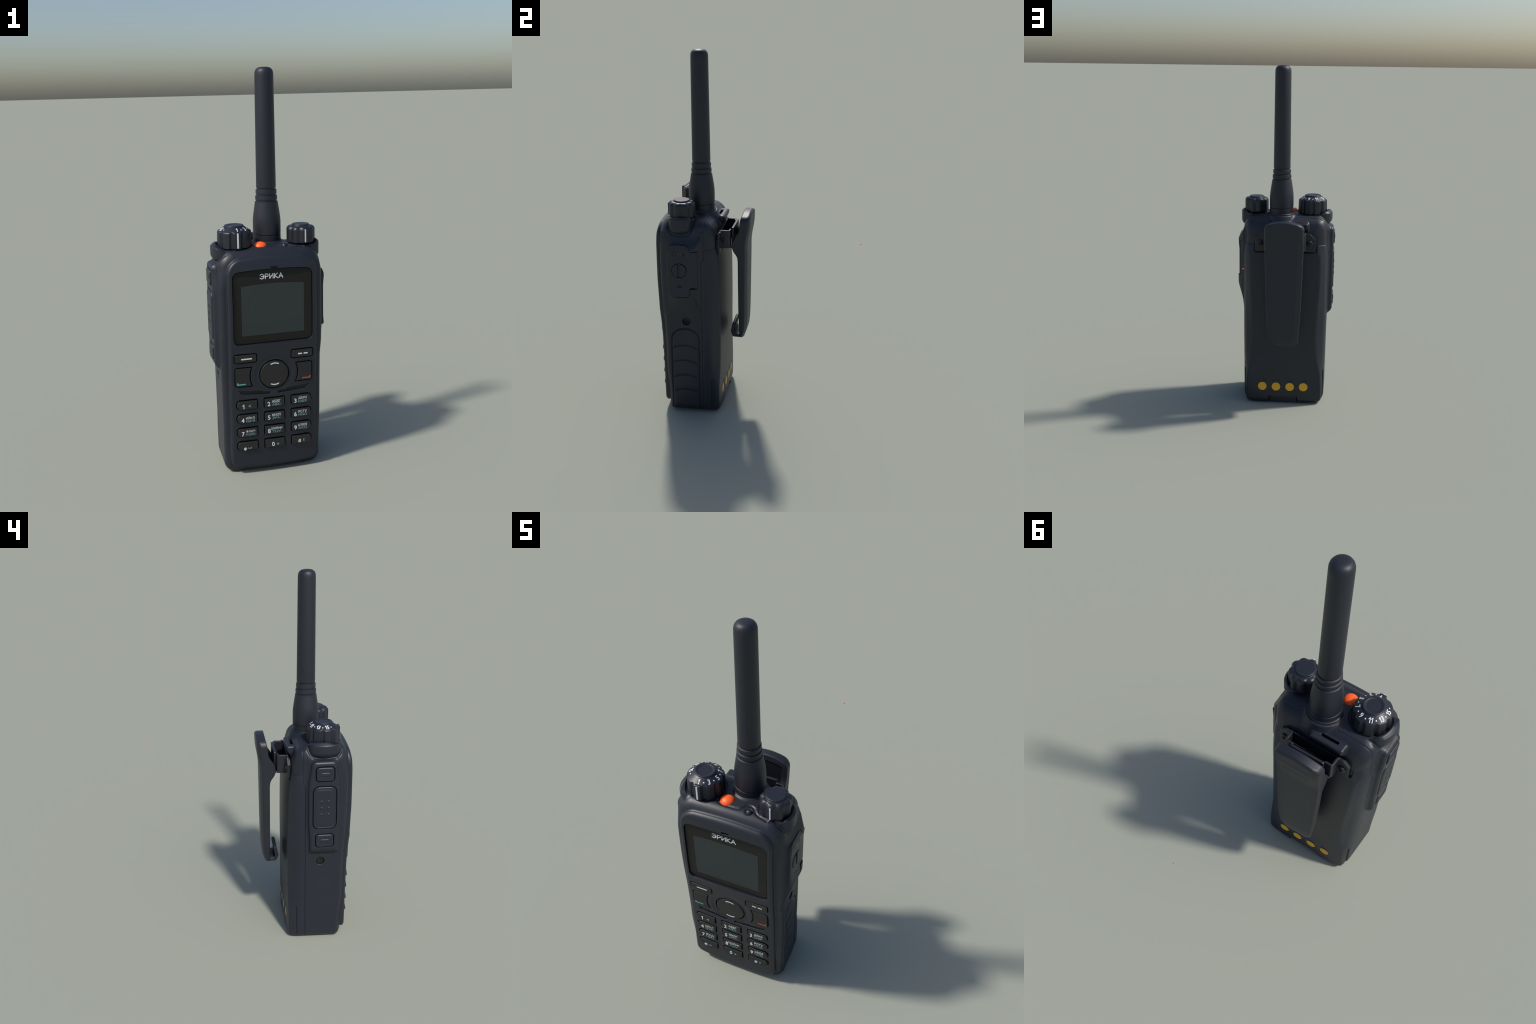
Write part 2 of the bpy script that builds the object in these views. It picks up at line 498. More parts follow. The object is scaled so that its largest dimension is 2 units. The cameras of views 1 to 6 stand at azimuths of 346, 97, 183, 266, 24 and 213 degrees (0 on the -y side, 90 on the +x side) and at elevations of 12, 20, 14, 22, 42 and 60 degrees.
    if m.any():
        t = polyline2(x[m], y[m], TRIM)
        d[m] = d[m] + 0.0045 * np.exp(-(t / 0.006) ** 2)
        led = np.hypot(x[m] - 0.084, y[m] + 0.458)
        d[m] = d[m] + 0.006 * np.exp(-(led / 0.017) ** 4)
    return np.maximum(d, -z)

pos, faces, nrm = sdf_surface(housing, (-0.306, -0.566, -0.012), (0.306, -0.170, 1.196), 0.002)
cen = pos[faces].mean(1)
seam_y = np.where(cen[:, 2] > 0.93, -0.276, -0.288)
region = np.where(cen[:, 1] < seam_y, 0, np.where(cen[:, 2] < Z_CAP, 1, 2))
for k, nm in enumerate(('housing', 'battery_pack', 'rear_cap')):
    fk = faces[region == k]
    used, inv = np.unique(fk, return_inverse=True)
    add(nm, mesh_from(nm, pos[used], inv.reshape(-1, 4), nrm[used]), M_BODY)

# ------------------------------------------------------------------ antenna
prof = [(0.0, 2.000), (0.016, 1.9995), (0.028, 1.997), (0.037, 1.991), (0.0425, 1.983), (0.0452, 1.973), (0.0458, 1.955),
        (0.0490, 1.426), (0.0485, 1.421), (0.0465, 1.419), (0.0465, 1.414), (0.0515, 1.412), (0.0522, 1.400), (0.0516, 1.391), (0.0490, 1.389),
        (0.0490, 1.384), (0.0540, 1.382), (0.0550, 1.370), (0.0544, 1.362), (0.0515, 1.360), (0.0515, 1.355), (0.0565, 1.353),
        (0.0585, 1.340), (0.0640, 1.305), (0.0675, 1.280), (0.0692, 1.260), (0.0696, 1.235), (0.0694, 1.194), (0.0655, 1.1925), (0.0655, 1.1895),
        (0.0694, 1.188), (0.0692, 1.140)]
lathe('antenna', prof, M_RUBBER, ANT[0], ANT[1] + 0.001, seg=96, lean=-0.006)

# ------------------------------------------------------------------ lettering
def glyph_mesh(text, bold, depth):
    cu = bpy.data.curves.new('glyph', 'FONT')
    cu.body = text
    cu.size = 1.0
    cu.offset = bold
    cu.extrude = depth / 2
    cu.resolution_u = 3
    tmp = bpy.data.objects.new('glyph', cu)
    me = bpy.data.meshes.new_from_object(tmp)
    co = np.array([v.co[:] for v in me.vertices], F)
    fc = [tuple(p.vertices) for p in me.polygons]
    bpy.data.objects.remove(tmp)
    bpy.data.curves.remove(cu)
    bpy.data.meshes.remove(me)
    return co, fc

def lettering(name, text, size, mat, parent, matrix, bold=0.0, width=1.0, thick=0.0008):
    """flat raised print centred on the frame; the plain font stroke for 1 gets its flag"""
    depth = thick / size
    pieces = list(text) if '1' in text else [text]
    co, fc, pen = [], [], 0.0
    n = 0
    for ch in pieces:
        c, f_ = glyph_mesh(ch, bold, depth)
        if ch == '1':
            x0, y1 = c[:, 0].min(), c[:, 1].max()
            fl = np.array([(x0 + 0.03, y1), (x0 - 0.17, y1 - 0.17), (x0 - 0.17, y1 - 0.30), (x0 + 0.03, y1 - 0.15)], F)
            k = len(c)
            c = np.concatenate([c, np.c_[fl, np.full(4, depth / 2)], np.c_[fl, np.full(4, -depth / 2)]]).astype(F)
            f_ = f_ + [(k, k + 1, k + 2, k + 3), (k + 7, k + 6, k + 5, k + 4)] + [(k + i, k + 4 + i, k + 4 + (i + 1) % 4, k + (i + 1) % 4) for i in range(4)]
        c[:, 0] += pen - c[:, 0].min()
        pen = c[:, 0].max() + 0.09
        co.append(c)
        fc += [tuple(i + n for i in q) for q in f_]
        n += len(c)
    co = np.concatenate(co)
    lo, hi = co.min(0), co.max(0)
    co[:, :2] -= (lo + hi)[:2] / 2
    s = size / (hi[1] - lo[1])
    co[:, 0] *= s * width
    co[:, 1] *= s
    co[:, 2] *= size
    me = bpy.data.meshes.new(name)
    me.from_pydata(co.tolist(), [], fc)
    me.update()
    return add(name, me, mat, parent, matrix), (hi[0] - lo[0]) * s * width

def front_frame(x, z, out=0.0, tilt=0.0):
    """frame on the front panel: local x to the right, y up, z out of the panel"""
    y = float(panel_y(np.array([x], F), np.array([z], F))[0])
    e = 0.004
    dz = float(panel_y(np.array([x], F), np.array([z + e], F))[0] - panel_y(np.array([x], F), np.array([z - e], F))[0]) / (2 * e)
    dx = 2 * (0.04 if z < 0.6 else 0.02) * x
    X = Vector((1, dx, 0)).normalized()
    Y = Vector((0, dz, 1)).normalized()
    Z = X.cross(Y).normalized()
    Y = Z.cross(X).normalized()
    M = Matrix((X, Y, Z)).transposed().to_4x4()
    M.translation = Vector((x, y, z)) + Z * out
    return M @ Matrix.Rotation(tilt, 4, 'X')

def slab_mesh(name, outline, lo, hi, thick, h=0.0014, r=0.003, dome=0.0):
    """rounded plate: 2-D outline rule extruded along local z from -thick to 0"""
    def f(x, y, z):
        o = outline(x, y)
        t = z + dome * (x * x + y * y)
        return rmax(rmax(o, t, r), -thick - z, 0.001)
    p, q, n = sdf_surface(f, (lo[0] - 4 * h, lo[1] - 4 * h, -thick - 4 * h), (hi[0] + 4 * h, hi[1] + 4 * h, 4 * h), h)
    return mesh_from(name, p, q, n)

# ------------------------------------------------------------------ display
def glass_rule(x, y, z):
    gy = glass_y(x, z)
    return rmax(np.maximum(window_outline(x, z, -0.0018), y - gy - 0.012), gy - y, 0.0015)
glass = sdf_object('display_window', glass_rule, (-0.21, -0.56, 0.67), (0.21, -0.500, 1.075), 0.002, M_GLASS)

def curved_patch(name, x0, x1, z0, z1, lift, arch, mat, parent, nx=48, nz=40, thick=0.0012):
    xs, ts = np.linspace(x0, x1, nx), np.linspace(0, 1, nz)
    gx, gt = np.meshgrid(xs, ts, indexing='ij')
    gz = z0 + gt * (z1 - z0 + arch * (1 - (gx / x1) ** 2))
    gy = glass_y(gx.ravel().astype(F), gz.ravel().astype(F)).reshape(gx.shape) - lift
    front = np.stack([gx, gy, gz], -1).reshape(-1, 3)
    back = front + np.array([0, thick, 0])
    i = (np.arange(nx - 1)[:, None] * nz + np.arange(nz - 1)[None]).ravel()
    ff = np.stack([i, i + nz, i + nz + 1, i + 1], 1)
    N = len(front)
    ring = np.concatenate([np.arange(nz), np.arange(1, nx) * nz + nz - 1, (nx - 1) * nz + np.arange(nz - 2, -1, -1), np.arange(nx - 2, 0, -1) * nz])
    rn = np.roll(ring, -1)
    side = np.stack([ring, rn, rn + N, ring + N], 1)
    me = mesh_from(name, np.concatenate([front, back]), np.concatenate([ff, ff[:, ::-1] + N, side]))
    me.set_sharp_from_angle(angle=math.radians(40))
    return add(name, me, mat, parent)
curved_patch('screen', -0.156, 0.156, 0.732, 0.978, 0.0006, 0.008, M_SCREEN, glass)
def arc_points(cx, cy, rx, ry, a0, a1, n=14):
    return [(cx + rx * math.cos(math.radians(a0 + (a1 - a0) * k / n)), cy + ry * math.sin(math.radians(a0 + (a1 - a0) * k / n))) for k in range(n + 1)]
CAP = 0.0262 * 0.87                      # stroke-centre cap height
BRAND = [  # each letter: width, strokes in units of the cap height
    (0.82, [arc_points(0.33, 0.5, 0.42, 0.5, 142, -142), [(0.28, 0.5), (0.74, 0.5)]]),
    (0.72, [[(0.04, 0), (0.04, 1), (0.36, 1)] + arc_points(0.36, 0.73, 0.27, 0.27, 80, -80, 8) + [(0.36, 0.46), (0.04, 0.46)]]),
    (0.80, [[(0.04, 1), (0.04, 0), (0.70, 1), (0.70, 0)]]),
    (0.72, [[(0.04, 0), (0.04, 1)], [(0.60, 1), (0.10, 0.50), (0.66, 0)]]),
    (0.80, [[(0.0, 0), (0.38, 1), (0.76, 0)], [(0.14, 0.34), (0.62, 0.34)]]),
]
def brand_rule(x, y):
    gap = 0.15
    total = sum(w for w, _ in BRAND) + gap * (len(BRAND) - 1)
    pen, d = -total / 2, 1.0
    k = 0.1130 / total
    for w, strokes in BRAND:
        for st in strokes:
            d = np.minimum(d, polyline2(x, y, [((pen + u) * k, (v - 0.5) * CAP) for u, v in st]))
        pen += w + gap
    return d - 0.00215
brand = slab_mesh('brand_lettering', brand_rule, (-0.062, -0.0145), (0.062, 0.0145), 0.0012, h=0.0006, r=0.0003)
add('brand_lettering', brand, M_WHITE, glass, front_frame(-0.0045, 1.0225, -SINK + 0.0012))

# ------------------------------------------------------------------ keypad
def key_plate(name, col):
    def o(x, y):
        return np.maximum(key_outline(x + COLS[col], y + ROWS[0], col, 0, -0.0036), y - (KEY_H / 2 - 0.0062))
    return slab_mesh(name, o, (-KEY_W / 2, -KEY_H / 2), (KEY_W / 2, KEY_H / 2), 0.018, r=0.003)
plates = [key_plate('key', c) for c in range(3)]
LEGEND = [('1', '', '<'), ('2', '\u0410\u0411\u0412\u0413', 'ABC'), ('3', '\u0414\u0415\u0416\u0417', 'DEF'),
          ('4', '\u0418\u0419\u041a\u041b', 'GHI'), ('5', '\u041c\u041d\u041e\u041f', 'JKL'), ('6', '\u0420\u0421\u0422\u0423', 'MNO'),
          ('7', '\u0424\u0425\u0426\u0427', 'PQRS'), ('8', '\u0428\u0429\u042a\u042b', 'TUV'), ('9', '\u042c\u042d\u042e\u042f', 'WXYZ'),
          ('*', '', '\u203f'), ('0', '', '+'), ('#', '', '\u2191')]
TILT = -0.13
for i, (digit, cyr, lat) in enumerate(LEGEND):
    r, c = divmod(i, 3)
    fr = front_frame(COLS[c], ROWS[r], 0.0055, TILT)
    key = add('key', plates[c], M_KEY, None, fr)
    shift = (0.006, 0.0, -0.002)[c]
    T = lambda x, y: fr @ Matrix.Translation((x + shift, y, 0.0006))
    if cyr:
        lettering('digit_label', digit, 0.0215, M_WHITE, key, T(-0.030, -0.0065), bold=0.012)
        n = {'\u0428': 0.058, '\u0424': 0.046}.get(cyr[0], 0.044)
        ob, w = lettering('letter_label', cyr, 0.0135, M_GREY, key, T(0.008, 0.0045), bold=0.003)
        ob.scale.x *= n / w
        ob, w = lettering('letter_label', lat, 0.0115, M_TEAL, key, T(0.008, -0.0115), bold=0.0)
        ob.scale.x *= (0.046 if len(lat) > 3 else 0.044) / w
    elif digit in '10':
        dx = -0.026 if digit == '1' else -0.010
        lettering('digit_label', digit, 0.0215, M_WHITE, key, T(dx, -0.0065), bold=0.012)
        if digit == '1':
            lettering('sign_label', lat, 0.0135, M_TEAL, key, T(0.006, -0.006), bold=0.02)
        else:
            lettering('sign_label', lat, 0.0120, M_TEAL, key, T(0.014, -0.008), bold=0.03)
    elif digit == '*':
        lettering('digit_label', digit, 0.0170, M_WHITE, key, T(-0.021, -0.014), bold=0.02)
        me = slab_mesh('sign_label', lambda x, y: vmax(polyline2(x, y, [(-0.008, 0.003), (-0.006, -0.0005), (0.006, -0.0005), (0.008, 0.003)]) - 0.0017),
                       (-0.011, -0.004), (0.011, 0.006), 0.001, h=0.0006, r=0.0003)
        add('sign_label', me, M_TEAL, key, T(0.003, -0.0125))
    else:
        lettering('digit_label', digit, 0.0170, M_WHITE, key, T(-0.009, -0.0085), bold=0.015)
        me = slab_mesh('sign_label', lambda x, y: vmin(polyline2(x, y, [(0, -0.006), (0, 0.006)]) - 0.0020, polyline2(x, y, [(-0.0025, 0.0035), (0, 0.006), (0.0025, 0.0035)]) - 0.0012),
                       (-0.006, -0.009), (0.006, 0.009), 0.001, h=0.0006, r=0.0003)
        add('sign_label', me, M_TEAL, key, T(0.0135, -0.0075))

def mark(name, rule, lo, hi, mat, parent, matrix):
    return add(name, slab_mesh(name, rule, lo, hi, 0.001, h=0.0008, r=0.0003), mat, parent, matrix)

for s in (-1, 1):
    fr = front_frame(s * 0.143, 0.619, 0.0025, -0.06)
    key = add('soft_key', slab_mesh('soft_key', lambda x, y: np.maximum(soft_outline(x + s * 0.143, y + 0.619, s, -0.0040), y - 0.0190), (-0.06, -0.026), (0.06, 0.026), 0.013), M_KEY, None, fr)
    if s < 0:
        mark('bar_mark', lambda x, y: segment2(x, y, (-0.024, 0), (0.024, 0)) - 0.0036, (-0.03, -0.005), (0.03, 0.005), M_WHITE, key, fr @ Matrix.Translation((0.004, -0.002, 0.0003)))
    else:
        for dx in (-0.0145, 0.0145):
            mark('bar_mark', lambda x, y: rect2(x, y, 0.0105, 0.0036, 0.001), (-0.012, -0.005), (0.012, 0.005), M_WHITE, key, fr @ Matrix.Translation((dx + 0.004, -0.002, 0.0003)))
    fr = front_frame(s * 0.155, 0.521, 0.0025, -0.03)
    nm = 'call_key' if s < 0 else 'end_key'
    key = add(nm, slab_mesh(nm, lambda x, y: np.maximum(phone_outline(x + s * 0.155, y + 0.521, s, -0.0040), y - 0.0470), (-0.055, -0.056), (0.055, 0.056), 0.013), M_KEY, None, fr)
    mark('phone_mark', lambda x, y: vmin(rect2_range(x * s, y, -0.021, 0.023, -0.0035, 0.0035, 0.0005), rect2_range(x * s, y, 0.016, 0.023, -0.0035, 0.0100, 0.0005)),
         (-0.025, -0.006), (0.025, 0.012), M_GREEN if s < 0 else M_RED, key, fr @ Matrix.Translation((s * 0.010, -0.0360, 0.0003)))
    # open slot under the call keys
    fb = front_frame(s * 0.10, 0.434, -0.0055)
    add('slot_inlay', slab_mesh('slot_inlay', lambda x, y: bar_outline(x + s * 0.10, y + 0.434, s) + 0.0008, (-0.085, -0.02), (0.085, 0.02), 0.003, h=0.0012, r=0.0004), M_DARK, None, fb)

fr = front_frame(NAV[0], NAV[1], 0.0025, -0.02)
nav = add('navigation_button', slab_mesh('navigation_button', lambda x, y: np.hypot(x, y + 0.0012) - NAV[2] + 0.0050, (-0.077, -0.077), (0.077, 0.077), 0.016, r=0.005, dome=0.25), M_KEY, None, fr)
for s in (1, -1):
    def arc_rule(x, y):
        a = [(0.0185 * t, s * (0.0030 - 0.0045 * t * t)) for t in (-1, -0.6, -0.2, 0.2, 0.6, 1)]
        return polyline2(x, y, a) - 0.0030
    mark('arrow_mark', arc_rule, (-0.026, -0.008), (0.026, 0.009), M_WHITE, nav, fr @ Matrix.Translation((0.002, s * 0.0535 + 0.001, 0.0004)))

# ------------------------------------------------------------------ knobs
def knob_channel(x, y, z):
    r = np.hypot(x, y)
    th = np.arctan2(x, -y)
    off = np.abs(((np.degrees(th) + 720) % 40) - 20) * np.pi / 180      # 0 on a flute axis
    flute = np.hypot(off * 0.084, r - 0.0885) - 0.0120
    body = rmax(r - (0.0855 - 0.03 * z), -z, 0.004)
    cone = (r - 0.080) * 0.55 + (z - 0.080) * 0.83
    body = rmax(rmax(body, cone, 0.004), z - 0.1035, 0.002)
    body = rmax(body, -flute, 0.003)
    disc = rmax(rmax(r - 0.047, z - 0.1070, 0.003), 0.07 - z, 0.001)
    body = np.minimum(body, disc)
    body = body + 0.0024 * (1 - smooth_step(0.030, 0.041, r)) * (z > 0.08)
    tooth = rect2(th * 0.08, r - 0.076, 0.015, 0.0125, 0.003)
    tooth = rmax(tooth, np.maximum(np.maximum(z - 0.0835, cone - 0.004), -z), 0.003)
    return np.minimum(body, tooth)
kb = Matrix.Translation((BIG[0], BIG[1], 1.149))
knob = sdf_object('channel_knob', knob_channel, (-0.096, -0.096, -0.006), (0.096, 0.096, 0.114), 0.0014, M_KNOB, None, kb)
# white pointer line
def pointer_rule(x, y, z):
    return rmax(rect2(x, z - 0.0415, 0.0042, 0.0375, 0.004), np.abs(y + 0.0870) - 0.0030, 0.001)
sdf_object('pointer_mark', pointer_rule, (-0.008, -0.094, 0.0), (0.008, -0.078, 0.09), 0.001, M_WHITE, knob, kb)
slope = math.atan2(0.55, 0.83)
def ring_frame(deg, r, lift=0.0002):
    a = math.radians(deg)
    z = 0.080 - (r - 0.080) * 0.55 / 0.83
    return kb @ Matrix.Rotation(a, 4, 'Z') @ Matrix.Translation((0, -r, z + lift)) @ Matrix.Rotation(slope, 4, 'X')
for k in range(8):
    lettering('number_label', str(2 * k + 1), 0.0235, M_WHITE, knob, ring_frame(40 * k, 0.0645, 0.0006), bold=0.016, width=0.80)
dot = slab_mesh('channel_dot', lambda x, y: np.hypot(x, y) - 0.0032, (-0.004, -0.004), (0.004, 0.004), 0.001, h=0.0006, r=0.0003)
for k in range(8):
    add('channel_dot', dot, M_WHITE, knob, ring_frame(40 * k + 20, 0.0655, 0.0008))

def knob_volume(x, y, z):
    r = np.hypot(x, y)
    th = np.arctan2(x, -y)
    lobe = 0.5 - 0.5 * np.cos(9 * th)
    R = 0.0705 - 0.0065 * lobe ** 1.5
    body = rmax(rmax(r - R, z - 0.082 , 0.020), -z, 0.006)
    disc = rmax(r - 0.043, z - 0.0905, 0.004)
    body = rmin(body, rmax(disc, -z, 0.001), 0.004)
    tooth = rmax(rect2(th * 0.07, r - 0.066, 0.010, 0.0075, 0.003), np.maximum(z - 0.072, 0.004 - z), 0.008)
    return np.minimum(body, tooth)
ks = Matrix.Translation((SMALL[0], SMALL[1], 1.153))
vol = sdf_object('volume_knob', knob_volume, (-0.08, -0.08, -0.006), (0.08, 0.08, 0.098), 0.0014, M_KNOB, None, ks)
def pointer_small(x, y, z):
    return rmax(rect2(x - 0.003, z - 0.039, 0.0035, 0.032, 0.003), np.abs(y + 0.0715) - 0.0030, 0.001)
sdf_object('pointer_mark', pointer_small, (-0.004, -0.078, 0.0), (0.010, -0.064, 0.084), 0.001, M_GREY, vol, ks)

# ------------------------------------------------------------------ top button and lamps
def ellipsoid(name, c, r, mat, parent=None, seg=40, rings=20):
    t = np.linspace(0, np.pi, rings + 1)
    p = np.linspace(0, 2 * np.pi, seg, endpoint=False)
    P = np.stack([np.sin(t)[:, None] * np.cos(p) * r[0] + c[0], np.sin(t)[:, None] * np.sin(p) * r[1] + c[1], np.repeat(np.cos(t)[:, None], seg, 1) * r[2] + c[2]], -1).reshape(-1, 3)
    i = np.arange(rings)[:, None] * seg
    j = np.arange(seg)[None]
    k = (j + 1) % seg
    fc = np.stack([i + j, i + seg + j, i + seg + k, i + k], -1).reshape(-1, 4)
    return add(name, mesh_from(name, P, fc), mat, parent)
ellipsoid('emergency_button', (-0.031, -0.430, 1.146), (0.0335, 0.0335, 0.025), M_ORANGE)
ellipsoid('status_light', (0.084, -0.459, 1.146), (0.0155, 0.0155, 0.0155), M_KNOB)
ellipsoid('microphone_bead', (0.180, -0.474, 1.140), (0.006, 0.006, 0.006), M_KNOB)
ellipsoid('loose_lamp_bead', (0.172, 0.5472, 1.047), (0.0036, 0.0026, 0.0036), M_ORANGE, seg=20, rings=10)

# ------------------------------------------------------------------ left side buttons
def side_button(y0, y1, z0, z1, r, rise, bar):
    def f(x, y, z):
        o = rect2_range(y, z, y0 + 0.0035, y1 - 0.0035, z0 + 0.0035, z1 - 0.0035, r)
        d = rmax(rmax(o, -rise - x, 0.007), x + 0.262, 0.001)
        if bar:
            b = rect2(y - (y0 + y1) / 2, z - (z0 + z1) / 2, 0.024, 0.0095, 0.008)
            d = d - 0.0022 * (1 - smooth_step(-0.003, 0.002, b)) * (x < -0.27)
        else:
            b = rect2_range(y, z, y0 + 0.014, y1 - 0.014, z0 + 0.016, z1 - 0.016, 0.024)
            d = d + 0.0020 * np.exp(-(b / 0.004) ** 2) * (x < -0.27)
            for cy in (-0.3680, -0.4045):
                for cz in (0.857, 0.821, 0.784):
                    q = np.sqrt((y - cy) ** 2 + (z - cz) ** 2 + (x + 0.2790) ** 2) - 0.0098
                    d = rmin(d, q, 0.002)
        return d
    return f
for (y0, y1, z0, z1, r, rise, nm) in ((-0.437, -0.337, 0.968, 1.051, 0.017, 0.2875, 'side_button'), (-0.449, -0.322, 0.697, 0.943, 0.031, 0.2855, 'talk_button'), (-0.437, -0.336, 0.590, 0.670, 0.017, 0.2860, 'side_button')):
    sdf_object(nm, side_button(y0, y1, z0, z1, r, rise, nm == 'side_button'), (-0.295, y0 - 0.004, z0 - 0.004), (-0.256, y1 + 0.004, z1 + 0.004), 0.0015, M_BODY)

# ------------------------------------------------------------------ accessory cover (right side)
def cover_rule(x, y, z):
    tab = rect2_range(y, z, -0.36, -0.3025, 0.7775, 0.9855, 0.003)
    main = rect2_range(y, z, -0.4642, -0.3428, 0.7248, 1.0192, 0.028)
    o = np.minimum(main, tab)
    face = 0.2815 + 0.0040 * smooth_step(0.925, 0.990, z) + 0.0040 * (1 - smooth_step(0.730, 0.780, z))
    face = face - 0.05 * np.maximum(-0.440 - y, 0) - 0.06 * np.maximum(y + 0.345, 0) - 0.25 * np.maximum(z - 0.995, 0)
    d = rmax(rmax(o, x - face, 0.003), 0.262 - x, 0.001)
    ring = np.hypot(y + 0.402, z - 0.876)
    d = np.maximum(d, -np.maximum(ring - 0.0410, 0.276 - x))
    marks = np.maximum(np.abs(np.hypot(y + 0.425, z - 0.972) - 0.0105) - 0.0014, -np.minimum(z - 0.963, 1))
    marks = vmin(marks, segment2(y, z, (-0.4155, 0.958), (-0.4155, 0.965)) - 0.0020, segment2(y, z, (-0.4345, 0.958), (-0.4345, 0.965)) - 0.0016)
    marks = vmin(marks, segment2(y, z, (-0.374, 0.968), (-0.374, 0.983)) - 0.0020, segment2(y, z, (-0.381, 0.953), (-0.367, 0.953)) - 0.0014,
                 np.maximum(np.abs(np.hypot(y + 0.374, z - 0.972) - 0.0085) - 0.0012, z - 0.972))
    marks = vmin(marks, segment2(y, z, (-0.412, 0.788), (-0.390, 0.788)) - 0.0016, segment2(y, z, (-0.412, 0.780), (-0.390, 0.780)) - 0.0016)
    return np.maximum(d, -np.maximum(marks, face - 0.0022 - x))
sdf_object('accessory_cover', cover_rule, (0.256, -0.472, 0.716), (0.296, -0.294, 1.028), 0.0015, M_BODY)
def cover_screw(x, y, z):
    r = np.hypot(y + 0.402, z - 0.876)
    d = rmax(r - 0.0385, x - (0.2858 - 1.2 * r * r), 0.002)
    d = rmax(d, 0.264 - x, 0.001)
    return np.maximum(d, -np.maximum(np.abs(y + 0.402) - 0.0075, 0.2785 - x))
sdf_object('cover_screw', cover_screw, (0.258, -0.446, 0.832), (0.292, -0.358, 0.920), 0.0015, M_BODY)

def side_screw(sx, cy, cz, R):
    def f(x, y, z):
        u = x * sx
        r = np.hypot(y - cy, z - cz)
        d = rmax(rmax(r - R, u - 0.2445, 0.003), 0.232 - u, 0.001)
        slot = np.minimum(np.maximum(np.abs(y - cy) - 0.003, r - 0.011), np.maximum(np.abs(z - cz) - 0.003, r - 0.011))
        return np.maximum(d, -np.maximum(slot, 0.2405 - u))
    lo = (min(sx * 0.228, sx * 0.25), cy - R - 0.004, cz - R - 0.004)
    hi = (max(sx * 0.228, sx * 0.25), cy + R + 0.004, cz + R + 0.004)
    sdf_object('screw', f, lo, hi, 0.0012, M_DARK)
side_screw(1, -0.3755, 0.569, 0.0195)
side_screw(-1, -0.3695, 0.4935, 0.0205)

# ------------------------------------------------------------------ battery contacts
def contact_rule(x, y, z):
    r = np.hypot(x, z)
    return rmax(rmax(r - 0.0268, y - 0.0, 0.0015), -0.006 - y, 0.001)
cp, cq, cn = sdf_surface(contact_rule, (-0.030, -0.010, -0.030), (0.030, 0.004, 0.030), 0.0012)
cm = mesh_from('battery_contact', cp, cq, cn)
for cx in CONTACTS:
    add('battery_contact', cm, M_GOLD, None, Matrix.Translation((cx, -0.1905 - 0.20 * cx * cx, 0.108)))

# ------------------------------------------------------------------ belt clip
half_w = curve([(0.40, 0.080), (0.44, 0.0855), (0.58, 0.0965), (0.77, 0.1035), (0.98, 0.1085), (1.08, 0.1115), (1.16, 0.1115)], 0.02)
outer = curve([(0.39, -0.090), (0.405, -0.084), (0.448, -0.069), (0.50, -0.0645), (0.60, -0.0630), (0.90, -0.0625), (0.97, -0.0625), (1.01, -0.0575), (1.055, -0.0490), (1.09, -0.0460), (1.16, -0.0455)], 0.012)
inner = curve([(0.40, -0.109), (0.60, -0.1135), (0.88, -0.1155), (0.91, -0.1185), (0.935, -0.138), (0.955, -0.1475), (0.975, -0.1495), (0.998, -0.1455), (1.02, -0.131), (1.045, -0.1135), (1.08, -0.1085), (1.12, -0.1035), (1.15, -0.095)], 0.010)
def clip_rule(x, y, z):
    ax = np.abs(x)
    hw = half_w(z) + 0.0015
    top = 1.153 - 2.1 * np.minimum(ax, 0.12) ** 2
    bottom = 0.400 + 2.8 * ax * ax
    o = rmax(rmax(ax - hw, z - top, 0.022), bottom - z, 0.006)
    face = outer(z) - 0.0035 - 0.10 * ax * ax
    edge = (y - face + (ax - hw + 0.032) * 0.33) * 0.95
    d = rmax(o, np.maximum(y - face, edge), 0.006 + 0.008 * smooth_step(1.0, 1.08, z))
    d = rmax(d, inner(z) - y, 0.006)
    # hollow back of the thumb end and gap between the pivot ears
    cav = np.maximum(np.maximum(ax - (hw - 0.028), np.maximum(0.93 - z, z - top + 0.028)), y + 0.098)
    d = np.maximum(d, -cav)
    # hooked lip at the lower end
    lip = polyline2(y, z, [(-0.100, 0.415), (-0.143, 0.416), (-0.152, 0.440), (-0.143, 0.487)]) - 0.0095
    d = rmin(d, rmax(lip, ax - 0.064, 0.004), 0.006)
    # finger lines on the thumb end, raised spine on the arm
    for zz in (1.092, 1.044, 1.030):
        d = d + 0.0014 * np.exp(-((z - zz) / 0.0025) ** 2) * (ax < 0.066) * (y > -0.09)
    spine = np.abs(ax - (hw - 0.042)) 
    d = d + 0.0012 * np.exp(-(spine / 0.003) ** 2) * (y > -0.10) * (z < 0.93)
    return np.minimum(d, 1) 
CLIP_X = Matrix.Translation((0.0035, 0, 0))
clip = sdf_object('belt_clip', clip_rule, (-0.124, -0.172, 0.386), (0.124, -0.036, 1.166), 0.0018, M_CLIP, None, CLIP_X)

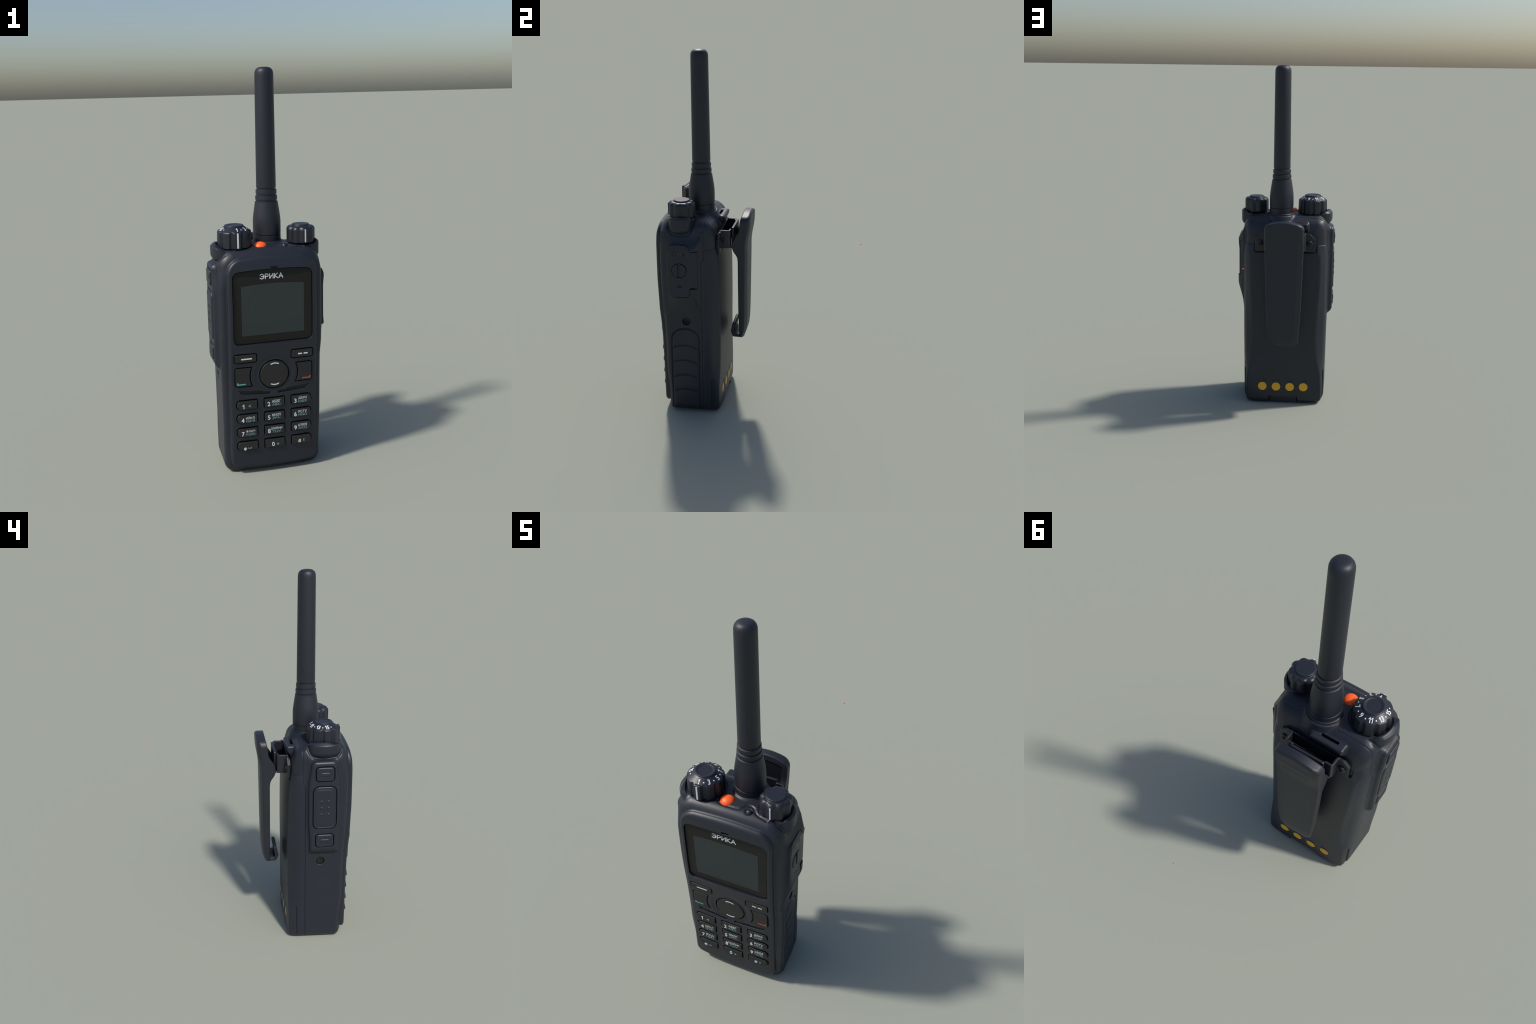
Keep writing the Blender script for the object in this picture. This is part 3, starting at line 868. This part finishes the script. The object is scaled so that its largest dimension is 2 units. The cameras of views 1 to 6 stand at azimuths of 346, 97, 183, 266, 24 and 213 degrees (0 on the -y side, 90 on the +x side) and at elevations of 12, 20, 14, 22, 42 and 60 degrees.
BRACKET = [(0.172, -0.208), (0.120, -0.208), (0.1165, -0.206), (0.1145, -0.200), (0.1145, -0.166), (0.111, -0.160), (0.084, -0.160)]
def bracket_rule(x, y, z):
    ax = np.abs(x)
    s = polyline2(ax, y, BRACKET) - 0.0058
    zr = np.where(ax > 0.122, np.maximum(np.maximum(0.948 - z, z - 1.058), (ax - 0.150 + z - 1.052) * 0.707), np.maximum(0.962 - z, z - 1.063))
    zr = np.maximum(zr, ax - 0.175)
    d = rmax(s, zr, 0.003)
    plate = rmax(rect2_range(ax, z, -0.2, 0.174, 0.947, 1.050, 0.01), np.abs(y + 0.2165) - 0.0035, 0.002)
    plate = np.maximum(plate, (ax - 0.152 + z - 1.047) * 0.707)
    leaf = rmax(rect2(ax, z - 1.012, 0.083, 0.058, 0.006), np.abs(y + 0.147) - 0.0065, 0.002)
    floor = rmax(rmax(ax - 0.112, np.abs(y + 0.178) - 0.032, 0.002), np.abs(z - 0.967) - 0.005, 0.002)
    return vmin(d, plate, leaf, floor)
br = sdf_object('clip_bracket', bracket_rule, (-0.184, -0.226, 0.936), (0.184, -0.134, 1.078), 0.0016, M_STEEL, clip, CLIP_X)

def cross_screw(x, y, z):
    r = np.hypot(x, z)
    d = rmax(rmax(r - 0.0185, y - (0.0115 - 14 * r * r), 0.002), -y - 0.002, 0.001)
    cross = np.minimum(np.maximum(np.abs(x) - 0.0026, np.abs(z) - 0.0095), np.maximum(np.abs(z) - 0.0026, np.abs(x) - 0.0095))
    return np.maximum(d, -np.maximum(cross, 0.004 - y))
sp, sq, sn = sdf_surface(cross_screw, (-0.023, -0.006, -0.023), (0.023, 0.016, 0.023), 0.001)
sm = mesh_from('screw', sp, sq, sn)
for sx, rot in ((0.149, 0.2), (-0.139, 0.3)):
    add('screw', sm, M_STEEL, clip, Matrix.Translation((sx, -0.2025, 1.000)) @ Matrix.Rotation(rot, 4, 'Y'))
def pin_rule(x, y, z):
    r = np.hypot(y + 0.122, z - 0.976)
    d = rmax(r - 0.0105, np.abs(x + 0.0) - 0.1092, 0.0012)
    return np.maximum(d, -np.maximum(r - 0.0055, 0.100 - x))
sdf_object('pivot_pin', pin_rule, (-0.114, -0.137, 0.961), (0.114, -0.107, 0.991), 0.0012, M_STEEL, clip, CLIP_X)
